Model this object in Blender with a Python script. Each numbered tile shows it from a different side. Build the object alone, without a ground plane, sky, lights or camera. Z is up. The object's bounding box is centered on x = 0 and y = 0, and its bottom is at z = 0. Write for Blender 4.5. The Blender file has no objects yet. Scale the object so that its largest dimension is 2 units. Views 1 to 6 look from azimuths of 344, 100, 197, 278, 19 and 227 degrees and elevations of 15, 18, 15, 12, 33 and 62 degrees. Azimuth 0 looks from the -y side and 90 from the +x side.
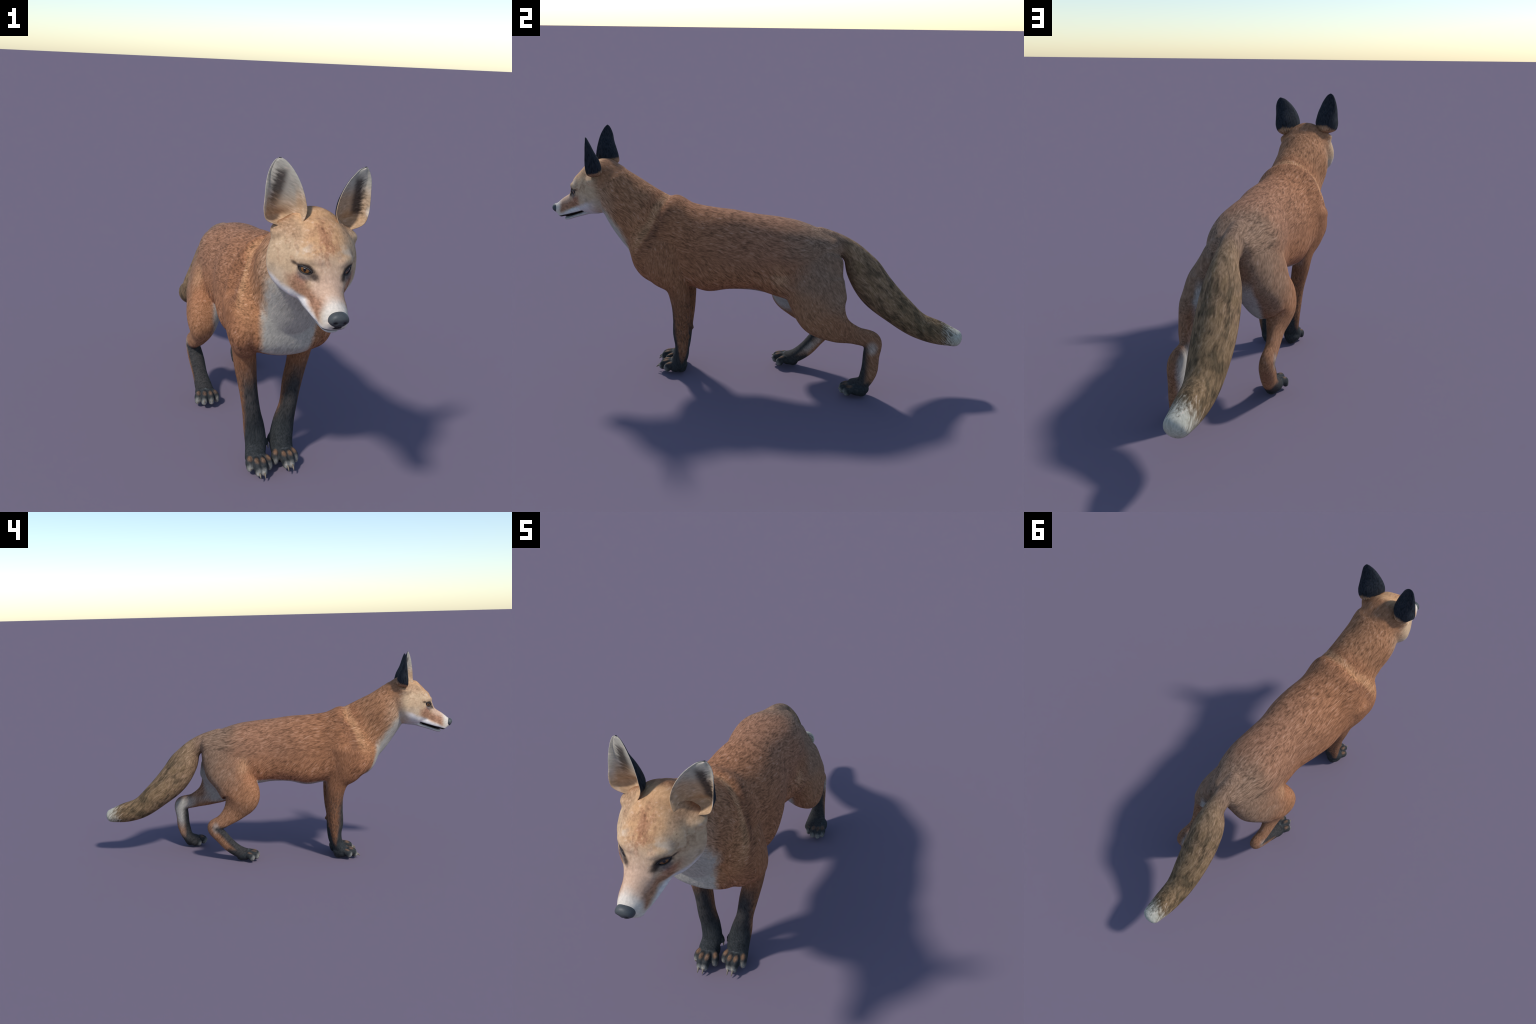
"""A walking red fox, built part by part: the skin is lofted from hand-set cross-sections,
fused into one smooth surface, then split by region into named parts."""
import bpy
import bmesh
import math
import random
import numpy as np
from mathutils import Vector
from mathutils.bvhtree import BVHTree
from mathutils.kdtree import KDTree

random.seed(7)
VOXEL = 0.0030

# ---------------------------------------------------------------- body lofts
# every loft: stations (x, y, z, half width, half depth, egg) along a spine.
# x: fox's left is +x, the fox looks towards -y, z is up.
LOFTS = {
 "torso": [
  (0.0235, -0.5400, 0.5661, 0.0831, 0.0537, 0.00),
  (0.0165, -0.4800, 0.6233, 0.1354, 0.1481, 0.00),
  (0.0003, -0.4000, 0.6637, 0.1618, 0.2095, 0.00),
  (0.0041, -0.3000, 0.6488, 0.1544, 0.1941, 0.15),
  (0.0100, -0.2000, 0.6327, 0.1600, 0.1966, 0.16),
  (0.0100, -0.1000, 0.6377, 0.1528, 0.1845, 0.14),
  (0.0066, 0.0000, 0.6300, 0.1363, 0.1781, 0.08),
  (-0.0011, 0.1000, 0.6190, 0.1429, 0.1788, 0.00),
  (-0.0054, 0.2000, 0.6258, 0.1468, 0.1564, 0.00),
  (-0.0082, 0.3000, 0.6343, 0.1255, 0.1161, 0.00),
  (-0.0174, 0.3700, 0.6607, 0.0888, 0.0619, 0.00),
 ],
 "neck": [
  (0.0094, -0.3960, 0.6630, 0.1341, 0.1849, 0.00),
  (0.0104, -0.4924, 0.7298, 0.1311, 0.1709, 0.00),
  (0.0092, -0.5622, 0.7899, 0.1268, 0.1499, -0.08),
  (0.0022, -0.6235, 0.8481, 0.1287, 0.1264, -0.08),
  (0.0122, -0.6788, 0.9070, 0.1187, 0.1037, -0.05),
 ],
 "breast": [
  (0.0023, -0.5922, 0.7019, 0.0891, 0.0474, 0.00),
  (0.0019, -0.5581, 0.6267, 0.1097, 0.0479, 0.00),
  (0.0141, -0.5266, 0.5482, 0.1147, 0.0434, 0.00),
  (0.0312, -0.4631, 0.5095, 0.1077, 0.0409, 0.00),
 ],
 "head": [
  (0.0040, -0.6550, 0.9063, 0.0915, 0.1033, 0.15),
  (0.0040, -0.7000, 0.9113, 0.1210, 0.1241, -0.10),
  (0.0045, -0.7400, 0.9073, 0.1350, 0.1284, -0.19),
  (0.0045, -0.7750, 0.9003, 0.1240, 0.1190, -0.14),
  (0.0045, -0.8000, 0.8980, 0.1125, 0.1158, -0.08),
  (0.0035, -0.8250, 0.8863, 0.0945, 0.1039, 0.05),
  (0.0035, -0.8500, 0.8741, 0.0815, 0.0901, 0.17),
  (0.0035, -0.8680, 0.8633, 0.0605, 0.0838, 0.20),
  (0.0035, -0.8800, 0.8469, 0.0510, 0.0751, 0.15),
  (0.0035, -0.8900, 0.8266, 0.0473, 0.0619, 0.05),
  (0.0035, -0.9000, 0.8129, 0.0453, 0.0535, 0.00),
  (0.0035, -0.9150, 0.8039, 0.0438, 0.0497, -0.08),
  (0.0035, -0.9350, 0.7956, 0.0423, 0.0459, -0.15),
  (0.0035, -0.9550, 0.7866, 0.0368, 0.0400, -0.18),
  (0.0035, -0.9720, 0.7850, 0.0278, 0.0265, 0.00),
 ],
 "jaw": [
  (0.0060, -0.7400, 0.7885, 0.0640, 0.0115, 0.00),
  (0.0060, -0.8000, 0.7827, 0.0560, 0.0137, 0.00),
  (0.0060, -0.8300, 0.7722, 0.0501, 0.0122, 0.00),
  (0.0060, -0.8600, 0.7617, 0.0422, 0.0107, 0.00),
  (0.0060, -0.8900, 0.7502, 0.0349, 0.0089, 0.00),
  (0.0060, -0.9150, 0.7407, 0.0285, 0.0079, 0.00),
  (0.0060, -0.9320, 0.7377, 0.0211, 0.0074, 0.00),
 ],
 "earroot": [
  (-0.0560, -0.7200, 0.9300, 0.0460, 0.0420, 0.00),
  (-0.0760, -0.7300, 0.9620, 0.0440, 0.0420, 0.00),
  (-0.0870, -0.7360, 0.9860, 0.0400, 0.0380, 0.00),
 ],
 "earrootL": [
  (0.0740, -0.7200, 0.9100, 0.0460, 0.0420, 0.00),
  (0.0960, -0.7300, 0.9440, 0.0440, 0.0420, 0.00),
  (0.1090, -0.7360, 0.9680, 0.0400, 0.0380, 0.00),
 ],
 "tail": [
  (-0.0231, 0.3023, 0.7026, 0.0518, 0.0560, 0.07),
  (-0.0267, 0.3892, 0.6826, 0.0455, 0.0478, 0.06),
  (-0.0304, 0.4566, 0.6434, 0.0461, 0.0521, -0.04),
  (-0.0333, 0.5113, 0.5661, 0.0682, 0.0800, 0.13),
  (-0.0395, 0.5746, 0.4713, 0.0778, 0.0871, 0.09),
  (-0.0539, 0.6813, 0.3697, 0.0752, 0.0744, 0.08),
  (-0.0640, 0.7884, 0.2903, 0.0623, 0.0612, 0.07),
  (-0.0635, 0.8842, 0.2609, 0.0558, 0.0561, 0.06),
  (-0.0599, 0.9638, 0.2418, 0.0462, 0.0396, 0.04),
 ],
 "foreR": [
  (-0.1092, -0.4371, 0.6436, 0.0718, 0.1224, -0.09),
  (-0.1082, -0.4189, 0.5561, 0.0589, 0.1019, 0.01),
  (-0.0904, -0.3711, 0.4689, 0.0432, 0.0644, -0.02),
  (-0.0785, -0.3575, 0.3890, 0.0401, 0.0495, -0.02),
  (-0.0630, -0.3568, 0.2948, 0.0333, 0.0450, -0.08),
  (-0.0497, -0.3628, 0.2083, 0.0334, 0.0412, 0.01),
  (-0.0379, -0.3606, 0.1460, 0.0393, 0.0329, 0.07),
  (-0.0312, -0.3736, 0.0765, 0.0392, 0.0320, 0.07),
  (-0.0393, -0.3957, 0.0430, 0.0363, 0.0340, 0.09),
 ],
 "foreL": [
  (0.1143, -0.4249, 0.6506, 0.0723, 0.1119, 0.12),
  (0.1355, -0.3996, 0.5602, 0.0692, 0.0948, 0.19),
  (0.1279, -0.3424, 0.4713, 0.0521, 0.0558, -0.02),
  (0.1252, -0.3290, 0.3943, 0.0388, 0.0469, -0.04),
  (0.1078, -0.3310, 0.2982, 0.0356, 0.0421, -0.06),
  (0.0947, -0.3409, 0.2143, 0.0325, 0.0382, -0.06),
  (0.0811, -0.3393, 0.1405, 0.0412, 0.0342, -0.05),
  (0.0716, -0.3585, 0.0647, 0.0436, 0.0359, -0.05),
  (0.0778, -0.3796, 0.0253, 0.0398, 0.0285, -0.03),
 ],
 "shoulderL": [
  (0.0740, -0.4544, 0.7756, 0.0548, 0.0848, 0.00),
  (0.1181, -0.4735, 0.6665, 0.0616, 0.0945, 0.00),
  (0.1341, -0.4548, 0.5799, 0.0567, 0.0871, 0.00),
  (0.1242, -0.4129, 0.5176, 0.0432, 0.0620, 0.00),
 ],
 "shoulderR": [
  (-0.0642, -0.4519, 0.7744, 0.0516, 0.0835, 0.00),
  (-0.1004, -0.4683, 0.6655, 0.0562, 0.0921, 0.00),
  (-0.1188, -0.4592, 0.5796, 0.0529, 0.0873, 0.00),
  (-0.1081, -0.4205, 0.5195, 0.0416, 0.0620, 0.00),
 ],
 "hindR": [
  (-0.0560, 0.2924, 0.6419, 0.0753, 0.1204, -0.02),
  (-0.0819, 0.2423, 0.5436, 0.0908, 0.1419, -0.05),
  (-0.1028, 0.2035, 0.4570, 0.0903, 0.1142, -0.13),
  (-0.1379, 0.1691, 0.3802, 0.0630, 0.1047, 0.08),
  (-0.1387, 0.2075, 0.3069, 0.0352, 0.0682, -0.02),
  (-0.1454, 0.2775, 0.2413, 0.0264, 0.0412, 0.00),
  (-0.1436, 0.3304, 0.2050, 0.0297, 0.0403, 0.01),
  (-0.1319, 0.2859, 0.1387, 0.0337, 0.0387, 0.09),
  (-0.1230, 0.2379, 0.0839, 0.0316, 0.0369, 0.09),
  (-0.1163, 0.1887, 0.0497, 0.0371, 0.0332, 0.06),
  (-0.1138, 0.1485, 0.0352, 0.0383, 0.0318, 0.04),
 ],
 "hindL": [
  (0.0435, 0.3143, 0.6294, 0.0669, 0.1146, 0.04),
  (0.0793, 0.2996, 0.5340, 0.0846, 0.1372, 0.04),
  (0.1073, 0.3238, 0.4493, 0.0795, 0.1330, 0.04),
  (0.1368, 0.3588, 0.3834, 0.0605, 0.1173, 0.04),
  (0.1414, 0.4242, 0.3263, 0.0395, 0.0707, 0.12),
  (0.1219, 0.5027, 0.2928, 0.0238, 0.0449, 0.12),
  (0.1198, 0.5787, 0.2693, 0.0332, 0.0421, 0.01),
  (0.1226, 0.5770, 0.1968, 0.0319, 0.0386, -0.04),
  (0.1278, 0.5702, 0.1160, 0.0288, 0.0381, 0.01),
  (0.1265, 0.5427, 0.0564, 0.0413, 0.0310, 0.01),
  (0.1282, 0.4995, 0.0358, 0.0460, 0.0343, 0.03),
 ],
 "flankL": [
  (0.0864, 0.0232, 0.5446, 0.0508, 0.0682, 0.00),
  (0.1012, 0.1252, 0.5217, 0.0467, 0.0689, 0.00),
  (0.1181, 0.2228, 0.4922, 0.0441, 0.0595, 0.00),
  (0.1207, 0.2718, 0.4590, 0.0394, 0.0497, 0.00),
 ],
}

FIXED = {"torso": (0, 1, 0), "head": (0, -1, 0), "jaw": (0, -1, 0)}

def catmull(P, u):
    """Catmull-Rom through the rows of P at parameters u (0 .. len-1), chord-length tangents."""
    P = np.asarray(P, float); n = len(P)
    d = np.linalg.norm(np.diff(P[:, :3], axis=0), axis=1) + 1e-6
    t = np.concatenate([[0], np.cumsum(d)])
    m = np.zeros_like(P)
    s = np.diff(P, axis=0) / d[:, None]
    m[0], m[-1] = s[0], s[-1]
    w = (d[1:] / (d[:-1] + d[1:]))[:, None]
    m[1:-1] = s[:-1] * w + s[1:] * (1 - w)
    i = np.clip(u.astype(int), 0, n - 2); f = (u - i)[:, None]; h = d[i][:, None]
    f2, f3 = f * f, f * f * f
    return ((2*f3 - 3*f2 + 1) * P[i] + (f3 - 2*f2 + f) * h * m[i]
            + (-2*f3 + 3*f2) * P[i + 1] + (f3 - f2) * h * m[i + 1])

# how square a section is (0 ellipse .. 1 box) on its back/under side and on its front/upper side, per station;
# the depth axis points down on the trunk, up on the head and forward on the legs
BOX = {
 "head": [(q, 0) for q in (0, 0, 0, .3, .5, .5, .5, .5, .5, .55, .6, .7, .75, .7, .4)],
 "torso": [(.5*q, q) for q in (.2, .3, .4, .5, .5, .5, .5, .45, .35, .2, .1)],
 "hindL": [(.3, .5), (.35, .55), (.4, .6), (.3, .5), (.2, .3)] + [(.1, .1)] * 6,
 "hindR": [(.3, .4), (.35, .4), (.4, .5), (.3, .4), (.2, .3)] + [(.1, .1)] * 6,
}

def loft(stations, ring=40, per=8, cap=0.75, capn=5, axis=None, box=None):
    """Closed tube of elliptic (egg-shaped) sections; returns (vertices, quads/ngons)."""
    S = np.asarray(stations, float); n = len(S)
    S = np.column_stack([S, box if box is not None else np.zeros((n, 2))])
    A = catmull(S, np.linspace(0, n - 1, (n - 1) * per + 1))
    c, a, b, e, bx = A[:, :3], A[:, 3], A[:, 4], A[:, 5], A[:, 6:8]
    t = np.gradient(c, axis=0); t /= np.linalg.norm(t, axis=1)[:, None]
    if axis is not None:
        t = np.tile(np.array(axis, float), (len(c), 1))
    X = np.array([1.0, 0, 0])
    lat = X - t * (t @ X)[:, None]; lat /= np.linalg.norm(lat, axis=1)[:, None]
    dep = np.cross(t, lat)
    def ends(i, sgn):
        r = cap * min(a[i], b[i]); out = []
        for k in range(1, capn + 1):
            q = k / capn * math.pi / 2 * 0.97
            out.append((c[i] + sgn * t[i] * r * math.sin(q), a[i] * math.cos(q), b[i] * math.cos(q), e[i], bx[i], lat[i], dep[i]))
        return out
    rows = ends(0, -1)[::-1] + list(zip(c, a, b, e, bx, lat, dep)) + ends(len(c) - 1, 1)
    th = np.arange(ring) * 2 * math.pi / ring
    co, si = np.cos(th), np.sin(th)
    def ring_at(cc, aa, bb, ee, qq, ll, dd):
        p = 1 - .55 * np.where(si < 0, qq[0], qq[1])
        w, h = np.sign(co) * np.abs(co) ** p, np.sign(si) * np.abs(si) ** p
        return cc + np.outer(aa * w * (1 + ee * si), ll) + np.outer(bb * h, dd)
    V = np.concatenate([ring_at(*r) for r in rows])
    F, m = [], len(rows)
    for r in range(m - 1):
        for k in range(ring):
            k2 = (k + 1) % ring
            F.append((r*ring + k, r*ring + k2, (r+1)*ring + k2, (r+1)*ring + k))
    F.append(tuple(range(ring))[::-1]); F.append(tuple((m-1)*ring + k for k in range(ring)))
    return V, F

EARS = {  # levels: inner edge, back, outer edge of the ear shell (x, y, z)
 "R": [((-.072,-.752,.984),(-.084,-.724,.984),(-.094,-.738,.984)),
       ((-.042,-.779,1.006),(-.082,-.690,1.008),(-.141,-.746,1.006)),
       ((-.031,-.777,1.035),(-.080,-.692,1.035),(-.149,-.746,1.035)),
       ((-.036,-.775,1.066),(-.082,-.702,1.066),(-.147,-.743,1.066)),
       ((-.046,-.770,1.100),(-.088,-.717,1.100),(-.145,-.740,1.100)),
       ((-.062,-.763,1.135),(-.104,-.728,1.135),(-.139,-.737,1.135)),
       ((-.079,-.755,1.160),(-.106,-.734,1.160),(-.130,-.738,1.160)),
       ((-.094,-.748,1.175),(-.108,-.739,1.175),(-.120,-.741,1.175)),
       ((-.104,-.745,1.180),(-.108,-.742,1.181),(-.112,-.743,1.180))],
 "L": [((.096,-.752,.967),(.106,-.724,.967),(.116,-.738,.967)),
       ((.068,-.781,.992),(.112,-.690,.992),(.159,-.744,.988)),
       ((.056,-.777,1.025),(.120,-.690,1.020),(.170,-.746,1.020)),
       ((.060,-.775,1.055),(.120,-.700,1.052),(.172,-.745,1.052)),
       ((.072,-.770,1.085),(.124,-.718,1.085),(.173,-.742,1.085)),
       ((.094,-.762,1.118),(.132,-.730,1.118),(.172,-.740,1.118)),
       ((.114,-.756,1.138),(.138,-.737,1.138),(.166,-.740,1.138)),
       ((.130,-.750,1.150),(.144,-.741,1.151),(.159,-.742,1.150)),
       ((.146,-.746,1.155),(.150,-.743,1.156),(.154,-.744,1.155))],
}
PAWS = {  # palm centre, palm radii, toes (knuckle, tip), claw tips, thumb
 "fore_right": dict(palm=(-.033,-.392,.038), rad=(.040,.048,.034),
   toes=[((-.066,-.424,.050),(-.067,-.440,.024)),((-.045,-.446,.053),(-.042,-.474,.021)),((-.021,-.446,.053),(-.022,-.472,.021)),((.004,-.424,.049),(.007,-.436,.022))],
   claws=[(-.067,-.456,.026),(-.041,-.499,.015),(-.023,-.495,.012),(.008,-.451,.025)]),
 "fore_left": dict(palm=(.074,-.366,.040), rad=(.040,.048,.034),
   toes=[((.109,-.398,.052),(.112,-.412,.026)),((.087,-.420,.056),(.088,-.448,.025)),((.063,-.422,.056),(.068,-.448,.025)),((.037,-.398,.051),(.036,-.410,.024))],
   claws=[(.113,-.428,.028),(.088,-.474,.020),(.070,-.473,.018),(.035,-.426,.026)]),
 "hind_right": dict(palm=(-.115,.165,.038), rad=(.042,.050,.034),
   toes=[((-.152,.128,.048),(-.156,.112,.022)),((-.128,.108,.055),(-.132,.088,.026)),((-.102,.108,.055),(-.100,.090,.026)),((-.076,.130,.048),(-.072,.116,.022))],
   claws=[(-.158,.098,.022),(-.134,.070,.034),(-.099,.074,.034),(-.071,.102,.022)]),
 "hind_left": dict(palm=(.144,.525,.038), rad=(.040,.052,.034),
   toes=[((.172,.490,.048),(.174,.474,.022)),((.156,.468,.055),(.158,.452,.026)),((.134,.468,.055),(.134,.452,.026)),((.110,.490,.048),(.108,.478,.022))],
   claws=[(.176,.460,.022),(.160,.435,.034),(.133,.436,.034),(.107,.464,.022)]),
}
def ellipsoid(c, r, n=20):
    th = np.linspace(0, np.pi, n); ph = np.arange(2*n) * np.pi / n
    V = [(c[0], c[1], c[2] + r[2])]
    for t in th[1:-1]:
        for p in ph: V.append((c[0]+r[0]*math.sin(t)*math.cos(p), c[1]+r[1]*math.sin(t)*math.sin(p), c[2]+r[2]*math.cos(t)))
    V.append((c[0], c[1], c[2] - r[2])); m = 2*n; F = []
    for k in range(m): F.append((0, 1+k, 1+(k+1) % m))
    for i in range(n-3):
        for k in range(m):
            a = 1+i*m
            F.append((a+k, a+m+k, a+m+(k+1) % m, a+(k+1) % m))
    a = 1+(n-3)*m
    for k in range(m): F.append((a+k, len(V)-1, a+(k+1) % m))
    return np.array(V), F
def paw_pieces(p):
    """palm, toes and pads of one paw as closed pieces (to be fused with the body)."""
    out = [ellipsoid(p["palm"], p["rad"])]
    c = np.array(p["palm"])
    out.append(ellipsoid((c[0], c[1]+.018, .020), (.026, .024, .020)))
    for k, e in p["toes"]:
        k, e = np.array(k), np.array(e)
        root = c*.55 + k*.45 + np.array([0, .004, 0]); root[2] = c[2] + .006
        mid = (k+e)/2 + np.array([0, -.004, -.002])
        out.append(loft([(*root, .014, .018, 0), (*(k-[0,0,.010]), .0145, .019, 0), (*(mid-[0,0,.003]), .0135, .019, 0), (*(e-[0,-.004,.002]), .0115, .016, 0)], ring=24, per=6, cap=.9))
    return out
def ear_arc(lv, n=17):
    """one level of the ear shell: smooth arc inner edge - back - outer edge."""
    I, B, O = (np.array(q) for q in lv)
    m = (I+O)/2; s = np.linspace(-1, 1, n)
    return m + np.outer(s, (O-I)/2) + np.outer(np.sqrt(np.clip(1-s*s, 0, 1))*.85 + (1-s*s)*.15, B-m)
def ear_levels(side, per=5):
    L = np.array(EARS[side]).reshape(len(EARS[side]), 9)
    A = catmull(L, np.linspace(0, len(L)-1, (len(L)-1)*per+1))
    return np.array([ear_arc(r.reshape(3, 3)) for r in A])

# ---------------------------------------------------------------- fuse the skin
def add_piece(store, V, F, label):
    o = sum(len(v) for v in store["V"])
    store["V"].append(np.asarray(V, float)); store["F"] += [tuple(i + o for i in f) for f in F]
    store["L"].append(np.full(len(V), label))

REGION = {"breast": 0, "shoulderL": 0, "shoulderR": 0, "flankL": 0, "torso": 0, "neck": 1, "head": 2, "jaw": 3, "earroot": 2, "earrootL": 2, "tail": 4, "foreR": 5, "foreL": 6, "hindR": 7, "hindL": 8}
PAW_REGION = {"fore_right": 9, "fore_left": 10, "hind_right": 11, "hind_left": 12}
PART_NAME = {0: "torso", 1: "neck", 2: "head", 3: "lower_jaw", 4: "tail", 5: "foreleg", 6: "foreleg", 7: "hind_leg", 8: "hind_leg",
             9: "front_paw", 10: "front_paw", 11: "hind_paw", 12: "hind_paw"}

store = {"V": [], "F": [], "L": []}
for key, st in LOFTS.items():
    cap = {"earroot": .25, "earrootL": .25, "jaw": .8, "head": .5}.get(key, .75)
    V, F = loft(st, ring=56, per=10, cap=cap, axis=FIXED.get(key), box=BOX.get(key))
    add_piece(store, V, F, REGION[key])
for key, p in PAWS.items():
    for V, F in paw_pieces(p):
        add_piece(store, V, F, PAW_REGION[key])
# brow ridges, carpal pads and hock points: small bumps that show in the outline
def bump(pts, label):
    V, F = loft(pts, ring=20, per=5, cap=.9); add_piece(store, V, F, label)
for s, dz in ((-1, .004), (1, -.005)):
    x = lambda v: .005 + s * v
    bump([(x(.022), -.872, .906+dz, .013, .015, 0), (x(.044), -.864, .913+dz, .016, .018, 0), (x(.064), -.846, .914+dz, .017, .020, 0), (x(.082), -.818, .908+dz, .015, .018, 0)], 2)
# flews: the upper lips hang over the jaw
for s in (-1, 1):
    x = lambda v: .005 + s * v
    bump([(x(.056), -.822, .806, .012, .013, 0), (x(.0505), -.853, .7945, .0115, .0135, 0), (x(.044), -.885, .784, .0115, .014, 0), (x(.0385), -.915, .7745, .0105, .0125, 0), (x(.030), -.945, .768, .0095, .0115, 0)], 2)
bump([(-.044, -.340, .204, .010, .012, 0), (-.045, -.326, .194, .011, .012, 0), (-.045, -.319, .187, .007, .007, 0)], 5)
bump([(.092, -.318, .212, .010, .012, 0), (.093, -.304, .203, .011, .012, 0), (.093, -.296, .196, .007, .007, 0)], 6)
# dew claws' knobs on the inner side of the fore paws
bump([(-.012, -.360, .098, .012, .014, 0), (.006, -.364, .088, .011, .012, 0), (.013, -.368, .078, .008, .009, 0)], 9)
bump([(.050, -.335, .098, .012, .014, 0), (.034, -.340, .088, .011, .012, 0), (.027, -.344, .078, .008, .009, 0)], 10)

me = bpy.data.meshes.new("skin_raw")
me.from_pydata(np.concatenate(store["V"]).tolist(), [], store["F"]); me.update()
raw = bpy.data.objects.new("skin_raw", me); bpy.context.scene.collection.objects.link(raw)
bm = bmesh.new(); bm.from_mesh(me); bmesh.ops.recalc_face_normals(bm, faces=bm.faces); bm.to_mesh(me); bm.free()
mod = raw.modifiers.new("fuse", "REMESH"); mod.mode = "VOXEL"; mod.voxel_size = VOXEL; mod.adaptivity = 0
skin = bpy.data.meshes.new_from_object(raw.evaluated_get(bpy.context.evaluated_depsgraph_get()))
bpy.data.objects.remove(raw)

nv = len(skin.vertices); co = np.empty(nv*3); skin.vertices.foreach_get("co", co); co = co.reshape(-1, 3)
npoly = len(skin.polygons); lt = np.empty(npoly, int); skin.polygons.foreach_get("loop_total", lt)
assert (lt == 4).all()
quads = np.empty(npoly*4, int); skin.loops.foreach_get("vertex_index", quads); quads = quads.reshape(-1, 4)
e = np.sort(np.concatenate([quads[:, [0, 1]], quads[:, [1, 2]], quads[:, [2, 3]], quads[:, [3, 0]]]), axis=1)
e = np.unique(e, axis=0)
deg = np.bincount(e.ravel(), minlength=nv).astype(float)

# region label of every vertex: the loft it lies on
allV = np.concatenate(store["V"]); allL = np.concatenate(store["L"])
kd = KDTree(len(allV))
for i, v in enumerate(allV): kd.insert(v, i)
kd.balance()
vlab = np.array([allL[kd.find(c)[1]] for c in co])

def smoothstep(a, b, x):
    t = np.clip((x - a) / (b - a), 0, 1); return t*t*(3 - 2*t)
def laplace(x):
    s = np.stack([np.bincount(e[:, 0], x[e[:, 1], k], nv) + np.bincount(e[:, 1], x[e[:, 0], k], nv) for k in range(x.shape[1])], 1)
    return s / deg[:, None] - x
y, z = co[:, 1].copy(), co[:, 2].copy()
strength = 0.55 * smoothstep(.06, .20, z) * (1 - .75 * smoothstep(-.72, -.80, y)) + .06
strength *= 1 - .85 * np.exp(-((y - .425) ** 2 + (z - .59) ** 2) / .045 ** 2)      # keep the slit under the tail root open
for it in range(40):                      # strong smoothing where limbs run into the body
    co += laplace(co) * strength[:, None]
    if it % 2: co -= laplace(co) * (strength * .80)[:, None]

def vertex_normals():
    a, b, c, d = (co[quads[:, k]] for k in range(4))
    n = np.cross(c - a, d - b); N = np.zeros_like(co)
    for k in range(4):
        for q in range(3): N[:, q] += np.bincount(quads[:, k], n[:, q], nv)
    return N / (np.linalg.norm(N, axis=1)[:, None] + 1e-12)

# ---------------------------------------------------------------- eye sockets
EYES = []                                  # centre on the skin, outward direction, width axis, height axis
for P, D in (((-.058, -.863, .893), (-.56, -.81, .17)), ((.070, -.860, .886), (.54, -.825, .17))):
    d = np.array(D) / np.linalg.norm(D)
    sgn = -1 if P[0] < 0 else 1
    w = np.cross(d, (0, 0, 1)); w /= np.linalg.norm(w)
    if w[0] * sgn < 0: w = -w              # w points to the outer corner
    h = np.cross(w, d); h = h if h[2] > 0 else -h
    a = math.radians(17); w, h = w*math.cos(a) + h*math.sin(a), h*math.cos(a) - w*math.sin(a)
    EYES.append((np.array(P), d, w, h))
EYE_W, EYE_UP, EYE_LOW = .0205, .0050, .0115
def almond(t):
    """eye outline at angle t: flat upper lid, round lower lid, pointed corners."""
    c, s = math.cos(t), math.sin(t)
    return EYE_W * c, (EYE_UP if s > 0 else EYE_LOW) * math.copysign(abs(s) ** 1.15, s)
def eye_radius(u, v):
    """1 on the almond outline, 0 at its centre."""
    return np.sqrt((u / EYE_W) ** 2 + (np.where(v > 0, v / EYE_UP, v / EYE_LOW)) ** 2)
for P, d, w, h in EYES:
    r = co - P; u, v, q = r @ w, r @ h, r @ d
    near = np.abs(q) < .03
    rad = eye_radius(u, v)
    sink = .0045 * (1 - smoothstep(.75, 1.5, rad)) + .0035 * (1 - smoothstep(1.0, 3.0, rad)) * smoothstep(.012, -.004, v)
    co -= np.where(near, sink, 0)[:, None] * d
N = vertex_normals()

# ---------------------------------------------------------------- material helpers
class X:
    """A value or colour in a node tree, with arithmetic that makes the nodes."""
    def __init__(s, g, sock): s.g, s.s = g, sock
    def __add__(a, b): return a.g.math("ADD", a, b)
    def __radd__(a, b): return a.g.math("ADD", b, a)
    def __sub__(a, b): return a.g.math("SUBTRACT", a, b)
    def __rsub__(a, b): return a.g.math("SUBTRACT", b, a)
    def __mul__(a, b): return a.g.math("MULTIPLY", a, b)
    def __rmul__(a, b): return a.g.math("MULTIPLY", b, a)
    def __truediv__(a, b): return a.g.math("DIVIDE", a, b)
    def __neg__(a): return a.g.math("MULTIPLY", a, -1.0)
    def abs(a): return a.g.math("ABSOLUTE", a, 0.0)

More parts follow.
